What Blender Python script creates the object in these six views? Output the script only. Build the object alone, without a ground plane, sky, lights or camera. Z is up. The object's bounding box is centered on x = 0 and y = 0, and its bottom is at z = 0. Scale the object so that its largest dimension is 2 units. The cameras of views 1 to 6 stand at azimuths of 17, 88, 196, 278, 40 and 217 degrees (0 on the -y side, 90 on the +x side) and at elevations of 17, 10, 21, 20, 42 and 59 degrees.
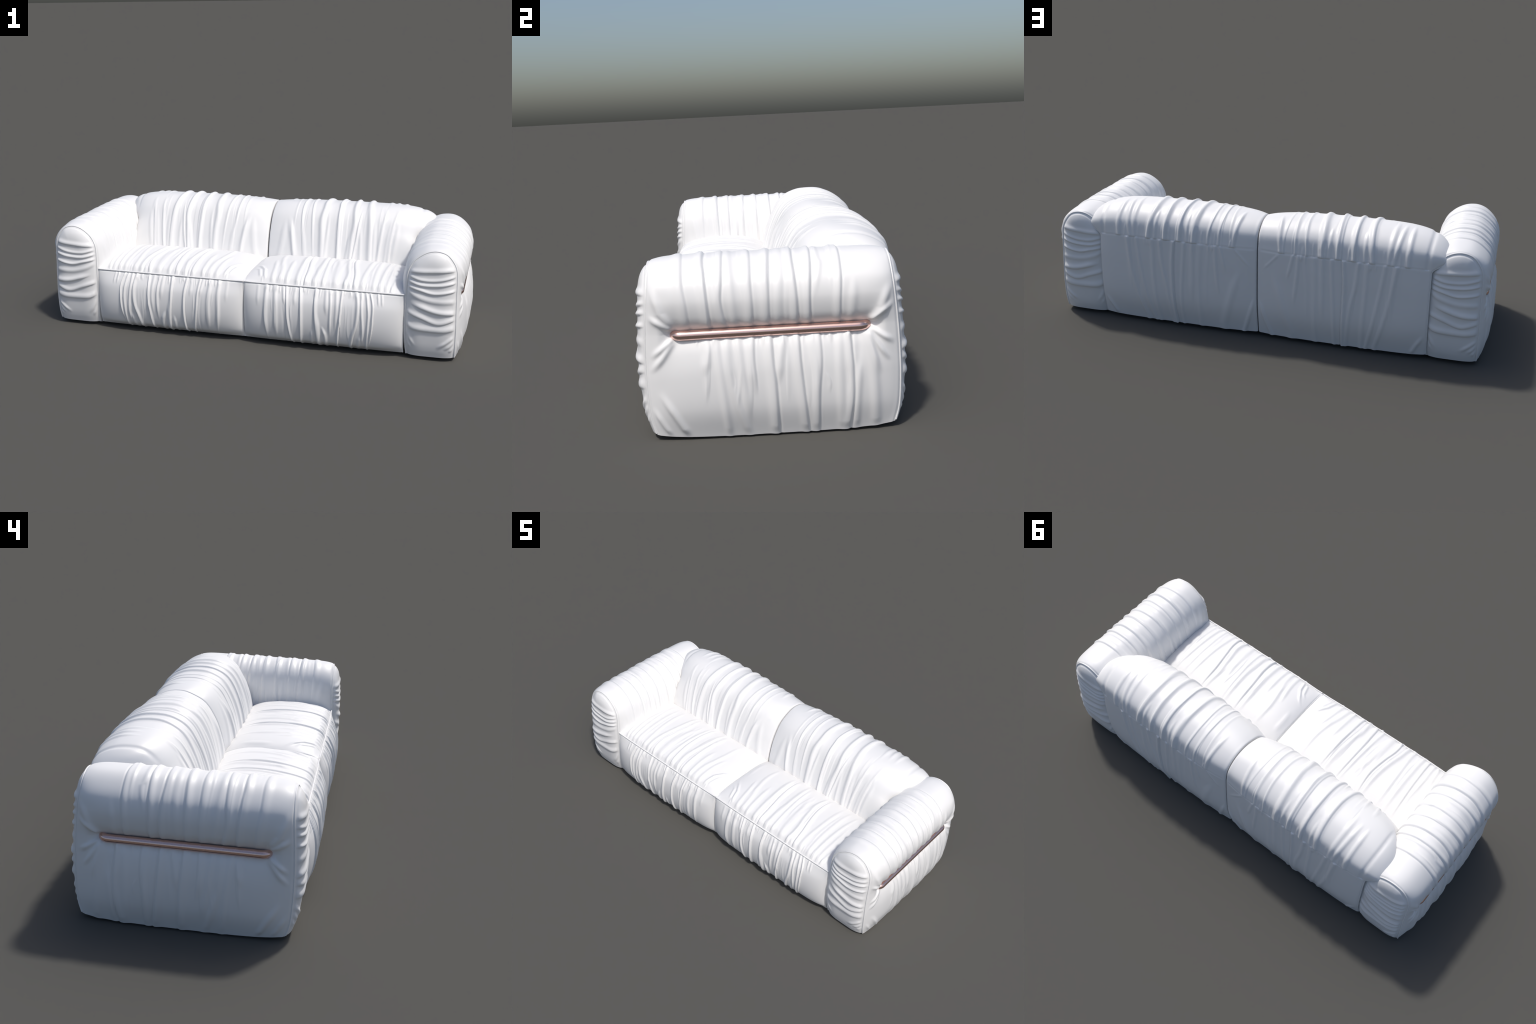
"""White gathered-leather two-seat sofa with copper rails on the outside of its arms."""
import math
import numpy as np

STEP = 0.0021          # mesh spacing on the visible panels, metres

# ----------------------------------------------------------------------------
# curves and panels
# ----------------------------------------------------------------------------

def spline(points, n):
    """Points evenly spaced in index along a centripetal-like Catmull-Rom curve."""
    p = np.asarray(points, float)
    if len(p) == 2:
        w = np.linspace(0, 1, n)[:, None]
        return p[0] * (1 - w) + p[1] * w
    ext = np.vstack([2 * p[0] - p[1], p, 2 * p[-1] - p[-2]])
    u = np.linspace(0, len(p) - 1, n)
    i = np.clip(u.astype(int), 0, len(p) - 2)
    f = (u - i)[:, None]
    a, b, c, d = ext[i], ext[i + 1], ext[i + 2], ext[i + 3]
    return 0.5 * (2 * b + (c - a) * f + (2 * a - 5 * b + 4 * c - d) * f ** 2
                  + (3 * b - a - 3 * c + d) * f ** 3)


def along(points, n):
    """n points along the curve, evenly spaced in arc length; also the index parameter."""
    fine = spline(points, 1200)
    seg = np.r_[0, np.cumsum(np.linalg.norm(np.diff(fine, axis=0), axis=1))]
    w = np.interp(np.linspace(0, seg[-1], n), seg, np.linspace(0, 1, 1200))
    return w, seg[-1]


def at(points, w):
    fine = spline(points, 1200)
    q = np.linspace(0, 1, 1200)
    return np.stack([np.interp(w, q, fine[:, k]) for k in range(fine.shape[1])], -1)


def smooth(x, lo, hi):
    t = np.clip((x - lo) / (hi - lo), 0, 1)
    return t * t * (3 - 2 * t)


def fill(u, power, root):
    """How far the stuffing swells the cover: 0 at the seamed ends, 1 in the middle."""
    return np.clip(1 - np.abs(u) ** power, 0, 1) ** root


def grid_normals(P):
    du = np.gradient(P, axis=0)
    dv = np.gradient(P, axis=1)
    n = np.cross(du, dv)
    return n / np.maximum(np.linalg.norm(n, axis=2, keepdims=True), 1e-12)


# ----------------------------------------------------------------------------
# folds: each is a soft ridge or a tuck that runs along a panel
# ----------------------------------------------------------------------------

def profile(d, w, lean):
    """Cross-section of a fold of half-width w. lean 0: even flanks; +1 / -1: that flank is
    tucked under, so it falls steeply into a small crease."""
    wl = w * (1 - 0.6 * max(0, -lean))
    wr = w * (1 - 0.6 * max(0, lean))
    g = np.where(d < 0, np.exp(-np.abs(d / wl) ** 2.4), np.exp(-np.abs(d / wr) ** 2.2))
    side = math.copysign(1, lean)
    if lean:
        g = g - 0.5 * abs(lean) * np.exp(-((d - side * 0.72 * w) / (0.24 * w)) ** 2)
    return g


def add_fold(D, A, T, length, fold):
    """fold = (kind, half-width mm, height mm, lean, (t, a), (t, a), ...).
    'run' folds cross the panel from low t to high t; 'free' ones go any way."""
    kind, w, h, lean = fold[:4]
    w, h = w / 1000, h / 1000
    run = [p for p in fold[4:]]
    if kind == 'free':
        pts = np.array([(t * length, a) for t, a in run])
        best = np.full(A.shape, 1e9)
        pos = np.zeros(A.shape)
        total = np.linalg.norm(np.diff(pts, axis=0), axis=1).sum()
        done = 0.0
        for p, q in zip(pts[:-1], pts[1:]):
            v = q - p
            ln = np.linalg.norm(v)
            x, y = T * length - p[0], A - p[1]
            k = np.clip((x * v[0] + y * v[1]) / ln ** 2, 0, 1)
            dist = np.hypot(x - k * v[0], y - k * v[1])
            near = dist < best
            best = np.where(near, dist, best)
            pos = np.where(near, (done + k * ln) / total, pos)
            done += ln
        env = smooth(pos, -0.05, 0.2) * (1 - smooth(pos, 0.55, 1.0))
        D += h * env * profile(best, w, 0)
        return
    run = sorted(run)
    fine = spline(np.array(run), 200)
    across = T[0, 0] == T[0, -1]      # panels whose folds run along the first axis
    if across:
        D, A, T = D.T, A.T, T.T
    t = T[0]
    centre = np.interp(t, fine[:, 0], fine[:, 1])
    lo, hi = run[0][0], run[-1][0]
    span = hi - lo
    up = smooth(t, lo - 0.02, lo + 0.35 * span) if lo > 0.09 else np.ones_like(t)
    down = 1 - smooth(t, hi - 0.35 * span, hi + 0.02) if hi < 0.91 else np.ones_like(t)
    env = up * down
    on = env > 0.001
    if on.any():
        D[:, on] += h * env[on] * profile(A[:, on] - centre[on], w * (0.6 + 0.3 * env[on]), lean)


def gathers(seed, count, a_range, t_range, height, width, length=(0.25, 0.8), wander=0.006):
    """Small unplaced folds between the big ones; height, width in mm."""
    rng = np.random.default_rng(seed)
    out = []
    for _ in range(count):
        a = rng.uniform(*a_range)
        ln = rng.uniform(*length) * (t_range[1] - t_range[0])
        t0 = rng.uniform(t_range[0], max(t_range[0], t_range[1] - ln))
        sway = rng.normal(0, wander, 3)
        out.append(('run', rng.uniform(*width), rng.uniform(*height) * rng.choice([1, 1, -0.8]),
                    rng.choice([0, 0.6, -0.6]),
                    (t0, a + sway[0]), (t0 + ln * 0.5, a + sway[1] * 0.5), (t0 + ln, a + sway[2])))
    return out


def puckers(seed, count, a_range, t_seam, reach, height=(0.8, 2.0), width=(2.5, 5.0)):
    """Short gathers that start at a seam."""
    rng = np.random.default_rng(seed)
    out = []
    for _ in range(count):
        a = rng.uniform(*a_range)
        r = rng.uniform(0.4, 1.0) * reach
        t1 = t_seam + r if t_seam < 0.5 else t_seam - r
        out.append(('run', rng.uniform(*width), rng.uniform(*height), 0,
                    (t_seam, a), (t1, a + rng.normal(0, 0.003))))
    return out


def relief(A, T, length, folds):
    D = np.zeros_like(A)
    for f in folds:
        add_fold(D, A, T, length, f)
    return D


# ----------------------------------------------------------------------------
# the swept cover of a cushion
# ----------------------------------------------------------------------------

class Panel:
    """A piece of cover between two seams: P[i along the cushion, j around it]."""

    def __init__(self, P, A, T, length):
        self.base, self.A, self.T, self.length = P, A, T, length
        self.P = P
        self.dip = 0.0
        self.hold = 1.0          # how freely the folds rise, less beside seams


def cover(first, middle, last, place, swell, n_along, step=STEP, other=None, blend=None):
    """first / middle / last: section control points at one end, mid-length and other end.
    place(s, w, section2d) -> xyz ; swell(s, w) -> 0..1"""
    w, ln = along(middle, 8)
    n_t = max(8, int(ln / step))
    w, ln = along(middle, n_t)
    s = np.linspace(0, 1, n_along)
    S, W = np.meshgrid(s, w, indexing='ij')
    e0, m, e1 = at(first, w), at(middle, w), at(last, w)
    mix = S[..., None]
    ends = e0[None] * (1 - mix) + e1[None] * mix
    b = swell(S, W)[..., None]
    mid = m[None]
    if other is not None:
        k = blend(S)[..., None]
        mid = mid * (1 - k) + at(other, w)[None] * k
    sec = ends * (1 - b) + mid * b
    P = place(S, W, sec, ends)
    T = np.tile(np.linspace(0, 1, n_t), (n_along, 1))
    return P, T, ln


# ---- seat -------------------------------------------------------------------
# sections are (y, z); x runs along the cushion
SEAT_HALF = 0.3665
SEAT_END_TOP = [(-0.347, 0.288), (-0.30, 0.297), (-0.23, 0.301), (-0.13, 0.300), (-0.05, 0.297),
                (0.02, 0.285), (0.075, 0.255), (0.10, 0.22)]
SEAT_MID_TOP = [(-0.352, 0.289), (-0.320, 0.321), (-0.25, 0.340), (-0.165, 0.347), (-0.085, 0.343),
                (-0.02, 0.330), (0.035, 0.302), (0.07, 0.25)]
SEAT_END_FRONT = [(-0.335, 0.016), (-0.347, 0.06), (-0.350, 0.13), (-0.349, 0.21), (-0.347, 0.288)]
SEAT_MID_FRONT = [(-0.340, 0.014), (-0.378, 0.050), (-0.395, 0.13), (-0.387, 0.22), (-0.352, 0.289)]


def seat_panels(side):
    c = side * SEAT_HALF
    def place(S, W, sec, ends):
        x = c + (S * 2 - 1) * (SEAT_HALF - 0.0015)
        return np.stack([x, sec[..., 0], sec[..., 1]], -1)
    n = int(2 * SEAT_HALF / STEP)
    out = {}
    for name, e, m, pw, rt in (('top', SEAT_END_TOP, SEAT_MID_TOP, 5.0, 0.6),
                               ('front', SEAT_END_FRONT, SEAT_MID_FRONT, 6.0, 0.5)):
        P, T, ln = cover(e, m, e, place, lambda S, W, pw=pw, rt=rt: fill(S * 2 - 1, pw, rt), n)
        out[name] = Panel(P, np.abs(P[..., 0]), T, ln)
    return out


# ---- backrest -----------------------------------------------------------------
BACK_IN = [(0.075, 0.20), (0.055, 0.27), (0.064, 0.338), (0.088, 0.411), (0.136, 0.484), (0.20, 0.520),
           (0.25, 0.530), (0.305, 0.518), (0.350, 0.48), (0.366, 0.418)]
BACK_MID = [(0.06, 0.20), (0.028, 0.27), (0.034, 0.342), (0.061, 0.43), (0.100, 0.502), (0.148, 0.537),
            (0.21, 0.551), (0.295, 0.540), (0.363, 0.495), (0.387, 0.420)]
BACK_OUT = [(0.10, 0.20), (0.050, 0.27), (0.058, 0.32), (0.086, 0.38), (0.150, 0.435), (0.20, 0.466),
            (0.25, 0.475), (0.305, 0.468), (0.345, 0.445), (0.363, 0.408)]
BACK_REAR_IN = [(0.366, 0.418), (0.370, 0.30), (0.370, 0.15), (0.350, 0.020)]
BACK_REAR_MID = [(0.387, 0.420), (0.393, 0.30), (0.392, 0.14), (0.362, 0.016)]
BACK_REAR_OUT = [(0.363, 0.408), (0.372, 0.30), (0.370, 0.15), (0.346, 0.022)]


def back_panels(side):
    def place(S, W, sec, ends):
        z = sec[..., 1]
        reach = (0.722 + 0.023 * smooth(ends[..., 0], 0.12, 0.25)
                 + 0.06 * smooth(ends[..., 1], 0.40, 0.45) * (0.45 + 0.55 * smooth(ends[..., 0], 0.15, 0.28)))
        x = side * (0.0015 + S * (reach - 0.0015))
        return np.stack([x, sec[..., 0], z], -1)
    def swell(S, W):
        u = S * 2 - 1
        return np.where(u < 0, fill(u, 3.5, 0.6), fill(u, 4.0, 0.5))
    n = int(0.77 / STEP)
    out = {}
    for name, e0, m, e1 in (('front', BACK_IN, BACK_MID, BACK_OUT),
                            ('rear', BACK_REAR_IN, BACK_REAR_MID, BACK_REAR_OUT)):
        P, T, ln = cover(e0, m, e1, place, swell, n)
        out[name] = Panel(P, np.abs(P[..., 0]), T, ln)
    return out


# ---- armrest: sections are (x outward, z); y runs along it -----------------------
ARM_END_ROLL = [(0.745, 0.015), (0.738, 0.12), (0.737, 0.22), (0.737, 0.31), (0.741, 0.387), (0.755, 0.426),
                (0.776, 0.453), (0.811, 0.478), (0.845, 0.489), (0.876, 0.488), (0.907, 0.475),
                (0.934, 0.442), (0.947, 0.409), (0.950, 0.370), (0.951, 0.335), (0.951, 0.303)]
ARM_MID_ROLL = [(0.735, 0.003), (0.715, 0.12), (0.712, 0.22), (0.713, 0.31), (0.720, 0.39), (0.736, 0.44),
                (0.764, 0.474), (0.808, 0.499), (0.850, 0.505), (0.895, 0.499), (0.934, 0.476),
                (0.967, 0.440), (0.981, 0.395), (0.977, 0.350), (0.964, 0.322), (0.944, 0.303)]
ARM_END_SIDE = [(0.951, 0.303), (0.952, 0.27), (0.953, 0.22), (0.955, 0.16), (0.955, 0.08), (0.953, 0.016)]
ARM_MID_SIDE = [(0.944, 0.303), (0.964, 0.285), (0.982, 0.25), (0.993, 0.185), (0.991, 0.09), (0.966, 0.003)]
# beside the rail the cover is not pinched in
ARM_FULL_ROLL = ARM_MID_ROLL[:12] + [(0.980, 0.397), (0.984, 0.360), (0.985, 0.330), (0.985, 0.303)]
ARM_FULL_SIDE = [(0.985, 0.303), (0.986, 0.275), (0.989, 0.240)] + ARM_MID_SIDE[3:]
SEAM_Y = ([0.016, 0.05, 0.09, 0.165, 0.25, 0.325, 0.40, 0.44, 0.486],
          [0.336, 0.345, 0.350, 0.353, 0.352, 0.348, 0.342, 0.339, 0.337])


def seam_y(z):
    zz, yy = SEAM_Y
    fine = spline(np.c_[zz, yy], 300)
    return np.interp(z, fine[:, 0], fine[:, 1])


def arm_panels(side):
    def place(S, W, sec, ends):
        y = (S * 2 - 1) * seam_y(ends[..., 1])
        return np.stack([side * sec[..., 0], y, sec[..., 1]], -1)
    n = int(0.72 / STEP)
    out = {}
    def past_rail(S):
        return smooth(np.abs(S * 2 - 1) * 0.35, 0.264, 0.318)
    for name, e, m, f, pw in (('roll', ARM_END_ROLL, ARM_MID_ROLL, ARM_FULL_ROLL, 11.0),
                              ('side', ARM_END_SIDE, ARM_MID_SIDE, ARM_FULL_SIDE, 3.5)):
        P, T, ln = cover(e, m, e, place, lambda S, W, pw=pw: fill(S * 2 - 1, pw + (3.5 - pw) * smooth(W, 0.72, 1), 0.6), n,
                         other=f, blend=past_rail)
        out[name] = Panel(P, P[..., 1].copy(), T, ln)
    return out


def arm_outline(n):
    """Seam line of an arm end, from the inner foot over the top to the outer foot."""
    w, _ = along(ARM_END_ROLL, 400)
    w2, _ = along(ARM_END_SIDE, 200)
    line = np.vstack([at(ARM_END_ROLL, w), at(ARM_END_SIDE, w2)[1:]])
    seg = np.r_[0, np.cumsum(np.linalg.norm(np.diff(line, axis=0), axis=1))]
    q = np.linspace(0, seg[-1], n)
    return np.stack([np.interp(q, seg, line[:, 0]), np.interp(q, seg, line[:, 1])], -1)


END_BULGE = ([0.0, 0.08, 0.15, 0.22, 0.29, 0.365, 0.42, 0.46, 0.487],
             [0.020, 0.024, 0.027, 0.029, 0.029, 0.029, 0.031, 0.032, 0.032])


def end_panel(side, facing):
    """Upholstered end of an arm: rows run across it between the two sides of the seam."""
    o = arm_outline(561)
    top = int(np.argmax(o[:, 1]))
    rows = 220
    inner = o[:top + 1]
    outer = o[::-1][:len(o) - top]
    r = np.linspace(0, 1, rows)
    def by_height(c):
        ang = np.linspace(0, 1, len(c))
        return np.stack([np.interp(r, ang, c[:, 0]), np.interp(r, ang, c[:, 1])], -1)
    L, R = by_height(inner), by_height(outer)
    a = np.linspace(0, 1, 90)
    A, Z = np.meshgrid(a, r, indexing='ij')
    X = L[None, :, 0] * (1 - A) + R[None, :, 0] * A
    ZZ = L[None, :, 1] * (1 - A) + R[None, :, 1] * A
    # stuffing rises with the distance from the seam
    away = np.full(X.shape, 1.0)
    for p in arm_outline(1800):
        away = np.minimum(away, np.hypot(X - p[0], ZZ - p[1]))
    dome = np.clip(1 - (1 - np.clip(away / 0.078, 0, 1)) ** 2.6, 0, 1) ** 0.8
    Y = facing * (seam_y(ZZ) + np.interp(ZZ, *END_BULGE) * dome * (1.0 if facing < 0 else 0.9))
    P = np.stack([side * X, Y, ZZ], -1)
    panel = Panel(P, ZZ.copy(), np.tile(a[:, None], (1, rows)), 0.21)
    panel.hold = 0.9 * smooth(away, 0.0, 0.022)
    panel.dip = -0.0011 * np.exp(-((away - 0.006) / 0.003) ** 2)
    return panel


# ----------------------------------------------------------------------------
# placed folds (a in metres along the cushion, t from 0 to 1 around the panel)
# ----------------------------------------------------------------------------
# The left half of the sofa is the mirror image of the right, so a counts outward from the middle.
FOLDS = {
    'seat_front': [
        ('run', 10, 6, 0, (1, .111), (.8, .114), (.45, .114), (.12, .122)),
        ('run', 10, 6, 0, (1, .154), (.65, .161), (.35, .162), (.12, .164)),
        ('run', 7, 4, 0, (1, .19), (.7, .203)),
        ('run', 7, 6, -.6, (1, .205), (.75, .212), (.5, .217), (.2, .229), (0, .236)),
        ('run', 8, 3, 0, (1, .245), (.7, .250)),
        ('run', 8, 8, -.7, (1, .268), (.72, .277), (.4, .279), (.08, .275)),
        ('run', 9, 8, -.6, (1, .340), (.65, .343), (.35, .350), (.08, .355)),
        ('run', 7, 4, 0, (.6, .355), (.3, .361), (.08, .364)),
        ('run', 9, 6, 0, (.42, .376), (.27, .389), (.08, .391)),
        ('run', 9, 4, 0, (1, .389), (.6, .395)),
        ('run', 8, 5, .5, (1, .405), (.74, .414), (.25, .411)),
        ('run', 8, 4, 0, (1, .434), (.7, .440), (.35, .435)),
        ('run', 7, 7, .6, (1, .462), (.79, .460), (.58, .458), (.36, .450), (.08, .443)),
        ('run', 10, 7, .6, (1, .525), (.76, .535), (.5, .530), (.28, .512), (.08, .503)),
        ('run', 6, 5, 0, (1, .545), (.66, .553), (.4, .558), (.12, .552)),
        ('run', 7, 6, .4, (1, .567), (.7, .582), (.45, .581), (.08, .574)),
        ('run', 6, 7, .6, (1, .584), (.8, .600), (.6, .601), (.4, .597), (.1, .582)),
        ('run', 5, 3, 0, (1, .618), (.8, .624)),
        ('run', 5, 3, 0, (1, .634), (.8, .641)),
        ('run', 8, 2, 0, (1, .074), (.65, .076)),
        ('run', 8, 4, 0, (.36, .331), (.08, .327)),
        ('run', 9, 4, 0, (.34, .548), (.06, .535))]
        + puckers(11, 46, (.10, .63), 1, .16) + gathers(12, 16, (.1, .62), (.05, .95), (.7, 1.6), (4, 9)),
    'seat_top': [
        ('run', 11, 4, 0, (.03, .135), (.25, .126), (.45, .107)),
        ('run', 12, 4, 0, (.05, .172), (.23, .163), (.39, .145), (.56, .134), (.8, .137)),
        ('run', 11, 4, 0, (.03, .201), (.25, .200), (.48, .194)),
        ('run', 14, 6, .5, (.03, .252), (.3, .249), (.5, .244), (.8, .239)),
        ('run', 15, 6, -.9, (.04, .288), (.23, .287), (.43, .276), (.62, .270), (.82, .266)),
        ('run', 14, 6, .5, (.06, .331), (.25, .338), (.5, .338), (.82, .330)),
        ('run', 9, 4, 0, (.04, .369), (.26, .366), (.5, .358), (.8, .350)),
        ('run', 14, 4, 0, (.05, .425), (.22, .420), (.44, .410), (.68, .385)),
        ('run', 12, 6, .7, (.03, .468), (.2, .472), (.4, .456), (.58, .446), (.82, .455)),
        ('run', 13, 6, -.8, (.03, .510), (.21, .503), (.37, .488), (.56, .475), (.82, .474)),
        ('run', 11, 4, 0, (.03, .541), (.19, .543), (.4, .550), (.8, .558)),
        ('run', 11, 4, 0, (.04, .593), (.3, .592), (.6, .594), (.8, .598)),
        ('run', 11, 5, .5, (.05, .623), (.25, .627), (.5, .633), (.8, .643)),
        ('run', 8, 3, 0, (.05, .652), (.25, .656), (.5, .660)),
        ('run', 8, 3, 0, (.03, .675), (.3, .690)),
        ('free', 7, 6, 0, (.05, .098), (.19, .082), (.27, .056), (.34, .020)),
        ('free', 7, 4, 0, (.07, .075), (.2, .055), (.25, .028)),
        ('run', 13, 2.5, 0, (.43, .039), (.57, .036), (.72, .039))]
        + puckers(21, 40, (.08, .68), 0, .13, (.6, 1.6)) + gathers(22, 18, (.08, .66), (.05, .8), (.6, 1.5), (5, 10)),
    'back_front': [
        ('run', 8, 3, -.4, (.12, .185), (.34, .174), (.51, .163), (.63, .163), (.8, .166), (.97, .172)),
        ('run', 8, 3.5, -.4, (.12, .236), (.4, .221), (.5, .215), (.62, .209), (.78, .209), (.96, .221)),
        ('run', 15, 9, 0, (.05, .279), (.3, .274), (.43, .268), (.53, .276), (.63, .276), (.83, .287), (.96, .290)),
        ('run', 12, 9, -.3, (.05, .356), (.3, .354), (.45, .352), (.55, .350), (.62, .347), (.82, .353), (1, .355)),
        ('run', 14, 9, .3, (.05, .412), (.3, .422), (.42, .431), (.54, .425), (.65, .424), (.85, .423), (.97, .425)),
        ('run', 16, 9, .3, (.05, .515), (.3, .510), (.43, .506), (.54, .497), (.65, .490), (.8, .492), (.98, .504)),
        ('run', 6, 2.5, .5, (.1, .370), (.38, .369), (.5, .366), (.62, .363), (.8, .368), (.97, .371)),
        ('run', 9, 4, 0, (.08, .292), (.3, .298), (.46, .302)),
        ('run', 8, 5, -.5, (.08, .420), (.3, .442), (.53, .458)),
        ('run', 8, 4, 0, (.08, .392), (.35, .408)),
        ('run', 16, 5, 0, (.1, .150), (.26, .130), (.46, .100)),
        ('run', 17, 4, 0, (.08, .052), (.24, .072), (.44, .085)),
        ('run', 9, 4, 0, (.1, .142), (.23, .132), (.43, .114)),
        ('run', 9, 3, 0, (.08, .466), (.28, .464), (.42, .458)),
        ('run', 9, 3, 0, (.08, .532), (.46, .528)),
        ('run', 10, 5, .4, (.08, .543), (.33, .561), (.53, .574)),
        ('run', 9, 3, 0, (.1, .580), (.32, .592), (.48, .607)),
        ('run', 10, 5, .4, (.08, .598), (.29, .605), (.42, .615), (.53, .625)),
        ('run', 12, 4, 0, (.15, .618), (.45, .640)),
        ('run', 10, 3, 0, (.12, .195), (.36, .180)),
        ('run', 10, 5, 0, (.68, .084), (.82, .094), (.98, .106)),
        ('run', 12, 4, 0, (.63, .586), (.8, .580), (1, .570)),
        ('run', 11, 5, 0, (.66, .622), (.82, .610), (1, .590)),
        ('run', 11, 5, 0, (.66, .656), (.85, .652), (1, .650)),
        ('run', 11, -3.5, 0, (.44, .728), (.7, .738), (.96, .728)),
        ('run', 10, 2, 0, (.44, .573), (.57, .572)),
        ('run', 10, 2, 0, (.44, .628), (.57, .630)),
        ('run', 9, 4, 0, (.8, .468), (1, .472)),
        ('run', 8, 3, 0, (.8, .320), (1, .322))]
        + gathers(31, 16, (.12, .62), (.08, .95), (.6, 1.5), (5, 10)) + puckers(32, 18, (.1, .66), 1, .10, (.8, 1.8), (4, 8)),
    'back_rear': [
        ('run', 11, 4, 0, (0, .600), (.24, .592), (.59, .566), (.97, .525)),
        ('run', 10, 4, 0, (0, .560), (.27, .545), (.65, .518), (1, .486)),
        ('run', 11, 4, 0, (0, .482), (.25, .481), (.55, .476), (.97, .466)),
        ('run', 10, 5, 0, (0, .446), (.26, .438), (.54, .416), (1, .400)),
        ('run', 11, 7, -.8, (0, .380), (.24, .388), (.52, .388), (1, .383)),
        ('run', 9, 4, 0, (0, .333), (.23, .337), (.6, .347), (1, .350)),
        ('run', 13, 4, 0, (0, .292), (.27, .294), (.7, .298)),
        ('run', 15, 3, 0, (0, .256), (.4, .266), (.95, .265)),
        ('run', 9, 4, 0, (0, .188), (.21, .184), (.58, .170)),
        ('run', 8, 3, 0, (0, .165), (.28, .140)),
        ('free', 6, 1.6, 0, (.01, .104), (.12, .062), (.23, .021)),
        ('run', 20, 4, 0, (.22, .072), (.56, .115), (.92, .155)),
        ('run', 11, 5, 0, (.55, .005), (.81, .038), (1, .064)),
        ('free', 9, 5, 0, (1, .680), (.88, .702), (.74, .735)),
        ('run', 12, 3, 0, (0, .610), (.27, .594), (.65, .588))]
        + gathers(41, 10, (.1, .6), (.02, .98), (.5, 1.2), (5, 10)) + puckers(42, 14, (.1, .62), 0, .12, (.8, 1.6), (4, 8)),
    'arm_roll': [
        ('run', 17, 4.0, .6, (.3, -.250), (.55, -.256), (.71, -.250), (.82, -.248), (.89, -.240), (.98, -.234)),
        ('run', 16, 5.6, .9, (.25, -.176), (.5, -.185), (.72, -.189), (.79, -.186), (.89, -.180), (1, -.174)),
        ('run', 15, 4.8, .7, (.25, -.128), (.5, -.133), (.72, -.136), (.82, -.139), (.89, -.143), (.98, -.130)),
        ('run', 11, 3.2, 0, (.45, -.118), (.72, -.114), (.85, -.108), (.98, -.101)),
        ('run', 16, 4.8, .6, (.2, -.058), (.5, -.066), (.72, -.060), (.83, -.061), (.91, -.059), (.98, -.060)),
        ('run', 16, 4.8, .6, (.22, .004), (.5, -.004), (.72, -.007), (.83, -.012), (.91, -.014), (1, -.014)),
        ('run', 13, 3.2, 0, (.4, .030), (.72, .028), (.81, .027), (.89, .020), (1, .018)),
        ('run', 16, 5.6, .9, (.2, .075), (.5, .062), (.72, .058), (.81, .061), (.9, .065), (1, .066)),
        ('run', 14, 5.6, .8, (.22, .118), (.5, .112), (.72, .110), (.81, .106), (.89, .101), (1, .101)),
        ('run', 9, 3.2, 0, (.45, .130), (.72, .131), (.78, .137), (.89, .118)),
        ('run', 9, 3.2, 0, (.3, .165), (.55, .172), (.72, .173), (.88, .164)),
        ('run', 14, 4.8, .7, (.3, .180), (.55, .188), (.71, .190), (.82, .189), (.9, .184), (.98, .183)),
        ('run', 13, 4.0, 0, (.84, .229), (1, .217)),
        ('run', 9, 3.2, 0, (.2, -.09), (.35, -.094), (.5, -.100)),
        ('run', 9, 3.2, 0, (.2, .035), (.35, .040), (.52, .042)),
        ('run', 18, 4.0, 0, (.18, -.27), (.34, -.275), (.52, -.30)),
        ('free', 9, 6, 0, (.985, -.272), (.945, -.345)),
        ('free', 12, 5, 0, (.98, -.268), (.93, -.303), (.82, -.330)),
        ('free', 9, 6, 0, (.985, .268), (.935, .342)),
        ('free', 12, 5, 0, (.99, .264), (.95, .302), (.85, .332))]
        + gathers(51, 26, (-.22, .2), (.2, .95), (.7, 1.8), (4, 9), (.2, .5))
        + gathers(53, 22, (-.1, .12), (.15, .5), (.8, 2.0), (4, 7), (.5, .9)),
    'arm_side': [
        ('run', 13, 4, 0, (.08, -.182), (.19, -.180), (.40, -.191)),
        ('run', 11, 4, 0, (.03, -.158), (.35, -.149), (.66, -.140), (1, -.131)),
        ('run', 13, 4, 0, (.03, -.126), (.43, -.122), (1, -.075)),
        ('run', 11, 4, 0, (.03, -.099), (.43, -.087), (.9, -.071)),
        ('run', 15, 5, .6, (.03, -.056), (.29, -.060), (.60, -.052)),
        ('run', 17, 6, .8, (.03, -.010), (.3, -.008), (.53, -.003), (1, .001)),
        ('run', 11, 4, 0, (.05, .033), (.3, .018), (.52, .011)),
        ('run', 15, 6, .8, (.03, .067), (.31, .068), (.62, .075), (1, .086)),
        ('run', 11, 3, 0, (.05, .104), (.39, .109), (.78, .116)),
        ('run', 15, 5, .6, (.03, .123), (.32, .125), (.63, .116), (1, .113)),
        ('run', 13, 4, 0, (.03, .187), (.4, .181), (1, .184)),
        ('run', 15, 6, .8, (.03, .209), (.26, .210), (.41, .212), (.65, .211), (1, .199)),
        ('run', 11, 4, 0, (.28, .240), (.65, .228), (1, .222)),
        ('run', 15, 5, 0, (.05, .252), (.41, .274), (1, .280)),
        ('free', 10, 6, 0, (1, -.242), (.76, -.278), (.50, -.320)),
        ('free', 8, 4, 0, (1, -.292), (.85, -.314), (.64, -.343)),
        ('free', 8, 6, 0, (.045, -.270), (.18, -.340)),
        ('free', 10, 6, 0, (.06, -.266), (.32, -.342)),
        ('free', 8, 6, 0, (.045, .264), (.15, .343)),
        ('free', 9, 6, 0, (.06, .262), (.33, .325)),
        ('free', 9, 5, 0, (.06, .262), (.48, .294))]
        + gathers(64, 14, (-.2, .26), (.05, .8), (.6, 1.5), (5, 10)) + puckers(62, 30, (-.24, .25), 0, .2, (.8, 2), (3, 6)),
    'arm_end': [
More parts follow.
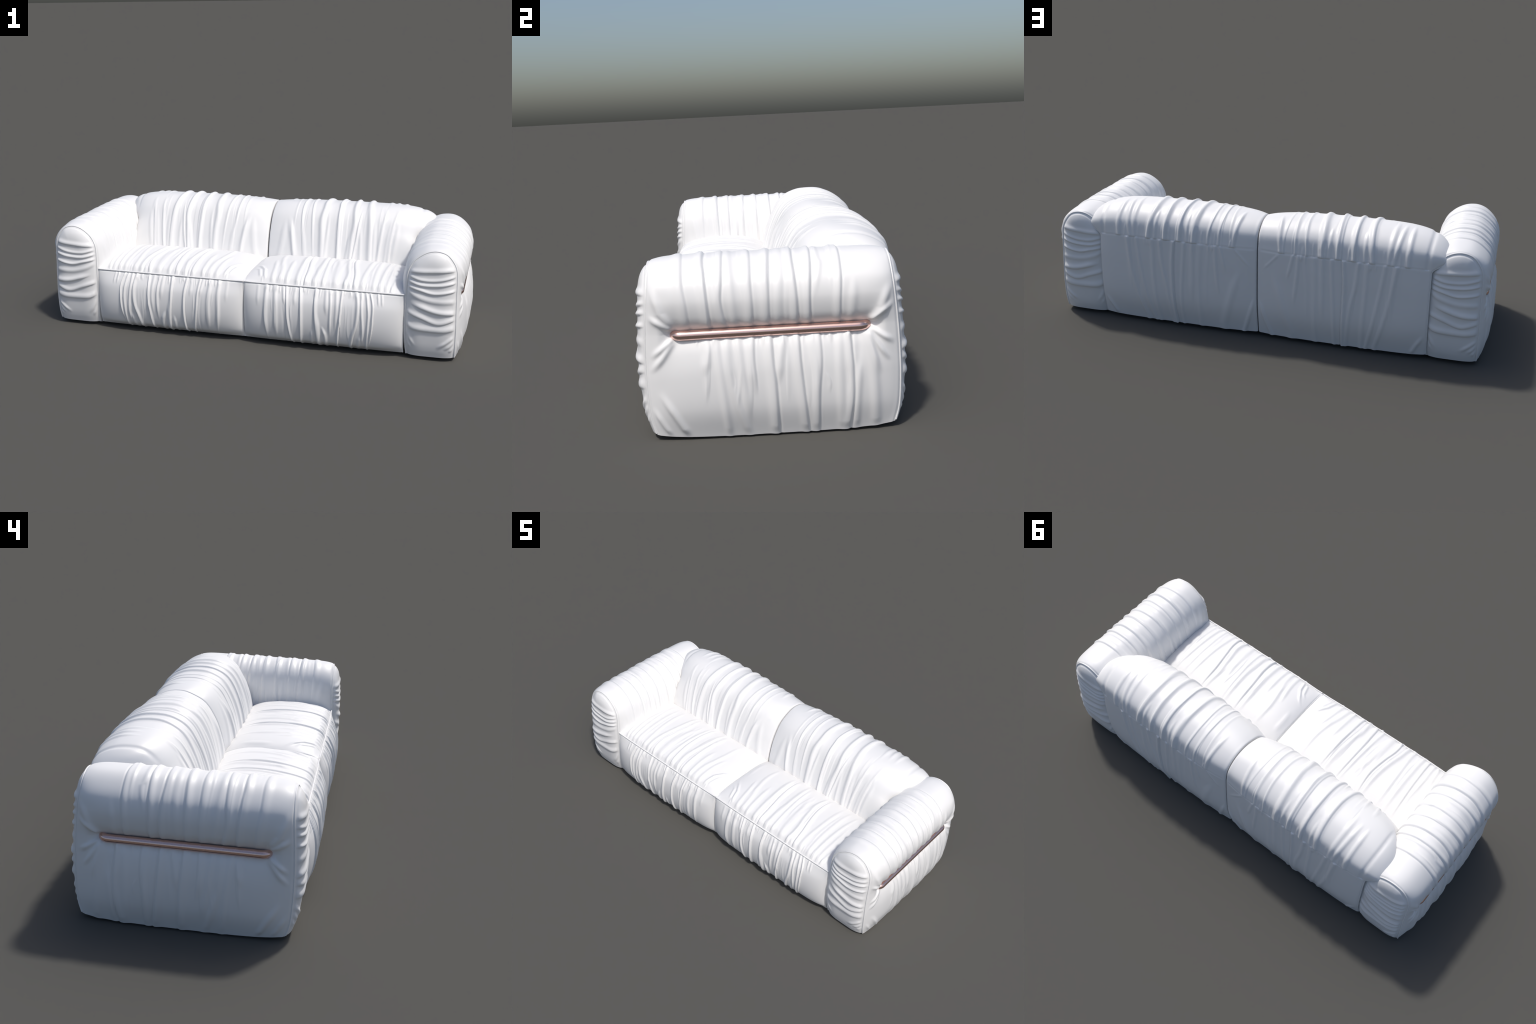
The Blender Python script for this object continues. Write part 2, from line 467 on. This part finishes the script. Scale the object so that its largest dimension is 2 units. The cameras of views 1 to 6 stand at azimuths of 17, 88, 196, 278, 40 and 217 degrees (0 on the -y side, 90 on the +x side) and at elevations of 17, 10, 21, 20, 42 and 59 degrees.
        ('run', 13, 6, -.4, (.02, .402), (.33, .406), (.63, .411), (.97, .417)),
        ('run', 9, 5, -.4, (.02, .383), (.31, .369), (.62, .371), (.97, .389)),
        ('run', 9, 6, -.4, (.02, .361), (.31, .347), (.65, .349), (.98, .363)),
        ('run', 9, 6, -.4, (.03, .337), (.28, .325), (.57, .313), (.98, .327)),
        ('run', 12, 4, 0, (.03, .317), (.22, .296), (.54, .279), (.94, .279)),
        ('run', 15, 8, -.4, (.10, .264), (.35, .247), (.63, .231), (.96, .227)),
        ('run', 14, 6, -.4, (.05, .222), (.31, .204), (.64, .181), (.96, .200)),
        ('run', 18, 7, -.3, (.04, .166), (.21, .152), (.69, .149), (.96, .158)),
        ('free', 8, 5, 0, (1, .124), (.82, .092), (.62, .058)),
        ('free', 7, 4, 0, (1, .100), (.78, .052)),
        ('free', 6, 4, 0, (1, .073), (.88, .042)),
        ('free', 8, 4, 0, (0, .142), (.2, .057)),
        ('free', 7, 4, 0, (0, .103), (.12, .045))],
}

# ==== BUILD ==================================================================
import bpy
from mathutils import Vector

for o in list(bpy.data.objects):
    bpy.data.objects.remove(o, do_unlink=True)


def mesh_from(name, grids, material, smooth_shade=True):
    """One mesh from several vertex grids (each M x N x 3)."""
    verts, faces, base = [], [], 0
    for P in grids:
        m, n = P.shape[:2]
        idx = np.arange(m * n).reshape(m, n) + base
        q = np.stack([idx[:-1, :-1], idx[1:, :-1], idx[1:, 1:], idx[:-1, 1:]], -1).reshape(-1, 4)
        verts.append(P.reshape(-1, 3))
        faces.append(q)
        base += m * n
    v = np.vstack(verts).astype(np.float32)
    f = np.vstack(faces).astype(np.int32)
    me = bpy.data.meshes.new(name)
    me.vertices.add(len(v))
    me.vertices.foreach_set('co', v.ravel())
    me.loops.add(f.size)
    me.loops.foreach_set('vertex_index', f.ravel())
    me.polygons.add(len(f))
    me.polygons.foreach_set('loop_start', np.arange(0, f.size, 4, dtype=np.int32))
    me.polygons.foreach_set('loop_total', np.full(len(f), 4, dtype=np.int32))
    me.polygons.foreach_set('use_smooth', np.full(len(f), smooth_shade, dtype=bool))
    me.update(calc_edges=True)
    me.validate()
    me.materials.append(material)
    ob = bpy.data.objects.new(name, me)
    bpy.context.scene.collection.objects.link(ob)
    return ob


def tube(line, radius, sides=10):
    """Vertex grid of a round cord along a polyline."""
    line = np.asarray(line, float)
    tan = np.gradient(line, axis=0)
    tan /= np.maximum(np.linalg.norm(tan, axis=1, keepdims=True), 1e-12)
    ref = np.array([0.3, 0.5, 0.81]) if abs(tan[0] @ np.array([0.3, 0.5, 0.81])) < 0.9 else np.array([1.0, 0, 0])
    n = ref - (ref @ tan[0]) * tan[0]
    frames = []
    for t in tan:
        n = n - (n @ t) * t
        n /= np.linalg.norm(n)
        frames.append((n, np.cross(t, n)))
    ang = np.linspace(0, 2 * np.pi, sides + 1)
    rad = np.full(len(line), radius)
    G = np.array([[p + r * (math.cos(q) * a + math.sin(q) * b) for q in ang]
                  for p, r, (a, b) in zip(line, rad, frames)])
    return G


def leather(name, tint):
    m = bpy.data.materials.new(name)
    m.use_nodes = True
    nt = m.node_tree
    b = nt.nodes['Principled BSDF']
    tc = nt.nodes.new('ShaderNodeTexCoord')
    cloud = nt.nodes.new('ShaderNodeTexNoise')
    cloud.inputs['Scale'].default_value = 9
    cloud.inputs['Detail'].default_value = 3
    nt.links.new(tc.outputs['Object'], cloud.inputs['Vector'])
    ramp = nt.nodes.new('ShaderNodeValToRGB')
    ramp.color_ramp.elements[0].position = 0.3
    ramp.color_ramp.elements[0].color = (*[c * 0.985 for c in tint], 1)
    ramp.color_ramp.elements[1].position = 0.7
    ramp.color_ramp.elements[1].color = (*tint, 1)
    nt.links.new(cloud.outputs['Fac'], ramp.inputs['Fac'])
    nt.links.new(ramp.outputs['Color'], b.inputs['Base Color'])
    grain = nt.nodes.new('ShaderNodeTexVoronoi')
    grain.inputs['Scale'].default_value = 420
    nt.links.new(tc.outputs['Object'], grain.inputs['Vector'])
    bump = nt.nodes.new('ShaderNodeBump')
    bump.inputs['Strength'].default_value = 0.04
    bump.inputs['Distance'].default_value = 0.001
    nt.links.new(grain.outputs['Distance'], bump.inputs['Height'])
    nt.links.new(bump.outputs['Normal'], b.inputs['Normal'])
    b.inputs['Roughness'].default_value = 0.45
    return m


def copper():
    m = bpy.data.materials.new('brushed_copper')
    m.use_nodes = True
    nt = m.node_tree
    b = nt.nodes['Principled BSDF']
    b.inputs['Metallic'].default_value = 1.0
    tc = nt.nodes.new('ShaderNodeTexCoord')
    n = nt.nodes.new('ShaderNodeTexNoise')
    n.inputs['Scale'].default_value = 60
    nt.links.new(tc.outputs['Object'], n.inputs['Vector'])
    ramp = nt.nodes.new('ShaderNodeValToRGB')
    ramp.color_ramp.elements[0].color = (0.80, 0.55, 0.49, 1)
    ramp.color_ramp.elements[1].color = (0.83, 0.58, 0.52, 1)
    nt.links.new(n.outputs['Fac'], ramp.inputs['Fac'])
    nt.links.new(ramp.outputs['Color'], b.inputs['Base Color'])
    b.inputs['Roughness'].default_value = 0.24
    return m


WHITE = leather('white_leather', (0.80, 0.80, 0.80))
PIPING = leather('white_piping', (0.80, 0.80, 0.80))
COPPER = copper()

sofa = bpy.data.objects.new('sofa', None)
bpy.context.scene.collection.objects.link(sofa)
sofa['label'] = 'white gathered leather two-seat sofa with copper arm rails'
sofa['category'] = 'sofa'


def shape(panel, key, outward, seams=None, hold=None):
    """Push the panel out along its normal by its folds and sink its seams.
    seams: {'t0': depth mm, 't1': ..., 's0': ..., 's1': ...}"""
    N = grid_normals(panel.base)
    mid = N[N.shape[0] // 2, N.shape[1] // 2]
    if mid @ np.asarray(outward, float) < 0:
        N = -N
    D = relief(panel.A, panel.T, panel.length, FOLDS[key]) * panel.hold
    if hold is not None:
        D = D * hold(panel.T, np.abs(panel.A))
    D = D + panel.dip - 0.0015
    B = panel.base
    for name, depth in (seams or {}).items():
        if name[0] == 't':
            step = np.linalg.norm(np.diff(B, axis=1), axis=2)
            run = np.concatenate([np.zeros((B.shape[0], 1)), np.cumsum(step, axis=1)], 1)
            dist = run if name == 't0' else run[:, -1:] - run
        else:
            where = 0.006 if name[-1] == 'e' else 0.0     # beside the cord instead of on it
            step = np.linalg.norm(np.diff(B, axis=0), axis=2)
            run = np.concatenate([np.zeros((1, B.shape[1])), np.cumsum(step, axis=0)], 0)
            dist = run if name[1] == '0' else run[-1:] - run
            D = D * smooth(dist, 0, 0.025)
            if where:
                D = D - depth / 1000 * np.exp(-((dist - where) / 0.003) ** 2)
                continue
        D = D - depth / 1000 * np.exp(-(dist / 0.0055) ** 2)
    panel.P = B + N * D[..., None]
    return panel.P


def even(line, reach=14):
    """The line with its small wiggles drawn straight, as a stitched cord lies."""
    pad = np.vstack([2 * line[0] - line[reach:0:-1], line, 2 * line[-1] - line[-2:-reach - 2:-1]])
    kernel = np.hanning(2 * reach + 3)[1:-1]
    kernel /= kernel.sum()
    return np.stack([np.convolve(pad[:, k], kernel, 'valid') for k in range(3)], -1)


def fan(outline):
    """Closes an open end with rows shrinking to its centre."""
    o = np.asarray(outline)
    c = o.mean(0)
    return np.stack([o, o * 0.5 + c * 0.5, o * 0.02 + c * 0.98], 0)


for side in (-1, 1):
    # seat
    pn = seat_panels(side)
    top = shape(pn['top'], 'seat_top', (0, 0, 1), {'t0': 2.0, 's0': 2, 's1': 2},
                lambda T, A: 0.5 + 0.5 * smooth(T, 0, 0.06))
    front = shape(pn['front'], 'seat_front', (0, -1, 0), {'t1': 4.5, 's0': 2, 's1': 2},
                  lambda T, A: (0.45 + 0.55 * smooth(T, 0, 0.14)) * (0.5 + 0.5 * smooth(1 - T, 0, 0.09)))
    seam = 0.5 * (top[:, 0] + front[:, -1])
    top[:, 0] = seam
    front[:, -1] = seam
    sides = []
    for i in (0, -1):
        loop = np.vstack([front[i], top[i][1:]])
        sides.append(fan(loop))
    under = np.stack([front[:, 0] * (1 - k) + (front[:, 0] * [1, 0, 0] + [0, 0.10, 0.02]) * k for k in (0, 0.1, 0.4, 1)], 0)
    seat = mesh_from('seat_cushion', [top, front, under] + sides, WHITE)
    cords = [tube(even(seam) + [0, -0.0022, 0.0022], 0.0034)]
    for i in (0, -1):
        cords.append(tube(np.vstack([front[i, ::4], top[i, ::4]]), 0.0030))
    p = mesh_from('piping', cords, PIPING)
    p.parent = seat
    seat.parent = sofa

    # backrest
    pn = back_panels(side)
    fr = shape(pn['front'], 'back_front', (0, -0.5, 1), {'t1': 1.6, 's0': 2, 's1': 2})
    re = shape(pn['rear'], 'back_rear', (0, 1, 0), {'t0': 1.6, 's0': 2, 's1': 2})
    seam = 0.5 * (fr[:, -1] + re[:, 0])
    fr[:, -1] = seam
    re[:, 0] = seam
    sides = [fan(np.vstack([fr[i], re[i][1:]])) for i in (0, -1)]
    under = np.stack([re[:, -1] * (1 - k) + (re[:, -1] * [1, 0, 0] + [0, 0.10, 0.02]) * k for k in (0, 0.1, 0.4, 1)], 0)
    back = mesh_from('backrest_cushion', [fr] + sides, WHITE)
    rear = mesh_from('rear_panel', [re, under], WHITE)
    rear.parent = back
    p = mesh_from('piping', [tube(np.vstack([fr[-1, ::4], re[-1, ::4]]), 0.003)], PIPING)
    p.parent = back
    back.parent = sofa

    # armrest
    pn = arm_panels(side)
    roll = shape(pn['roll'], 'arm_roll', (-side * 0.2, 0, 1), {'s0e': 1.1, 's1e': 1.1},
                 lambda T, A: np.where(A < 0.262, 0.2 + 0.8 * smooth(1 - T, 0, 0.045), smooth(1 - T, 0, 0.022)))
    low = shape(pn['side'], 'arm_side', (side, 0, 0), {'s0e': 1.1, 's1e': 1.1},
                lambda T, A: np.where(A < 0.262, 0.2 + 0.8 * smooth(T, 0, 0.12), smooth(T, 0, 0.06)) * (0.5 + 0.5 * smooth(1 - T, 0, 0.1)))
    seam = 0.5 * (roll[:, -1] + low[:, 0])
    roll[:, -1] = seam
    low[:, 0] = seam
    base = np.stack([roll[:, 0] * (1 - k) + low[:, -1] * k for k in np.linspace(0, 1, 12)], 0)
    arm = mesh_from('armrest', [np.concatenate([roll, low[:, 1:]], 1), base], WHITE)
    arm.parent = sofa
    for i, facing in ((0, -1), (-1, 1)):
        ep = end_panel(side, facing)
        g = shape(ep, 'arm_end', (0, facing, 0))
        rim = np.stack([g[:, 0], g[:, 0] * [1, 0, 1] + [0, facing * 0.30, 0]], 0)
        e = mesh_from('end_panel', [g, rim], WHITE)
        e.parent = arm
        line = np.vstack([roll[i, ::4], low[i, ::4]])
        c = mesh_from('piping', [tube(line, 0.003)], PIPING)
        c.parent = arm
    # rail: a bar whose ends bend into the cover
    half, reach, bend = 0.2665, 0.961, 0.022
    turn = [(reach - bend + bend * math.sin(q), -half + bend - bend * math.cos(q))
            for q in np.linspace(0, math.pi / 2, 14)]
    ends = [(0.90, -half), (0.92, -half)] + turn
    path = ends + [(reach, y) for y in np.linspace(-half + bend, half - bend, 40)[1:-1]] + [(x, -y) for x, y in ends[::-1]]
    curve = np.array([(side * x, y - 0.004, 0.2975) for x, y in path])
    rail = mesh_from('metal_rail', [tube(curve, 0.0140, 24)], COPPER)
    rail.parent = arm
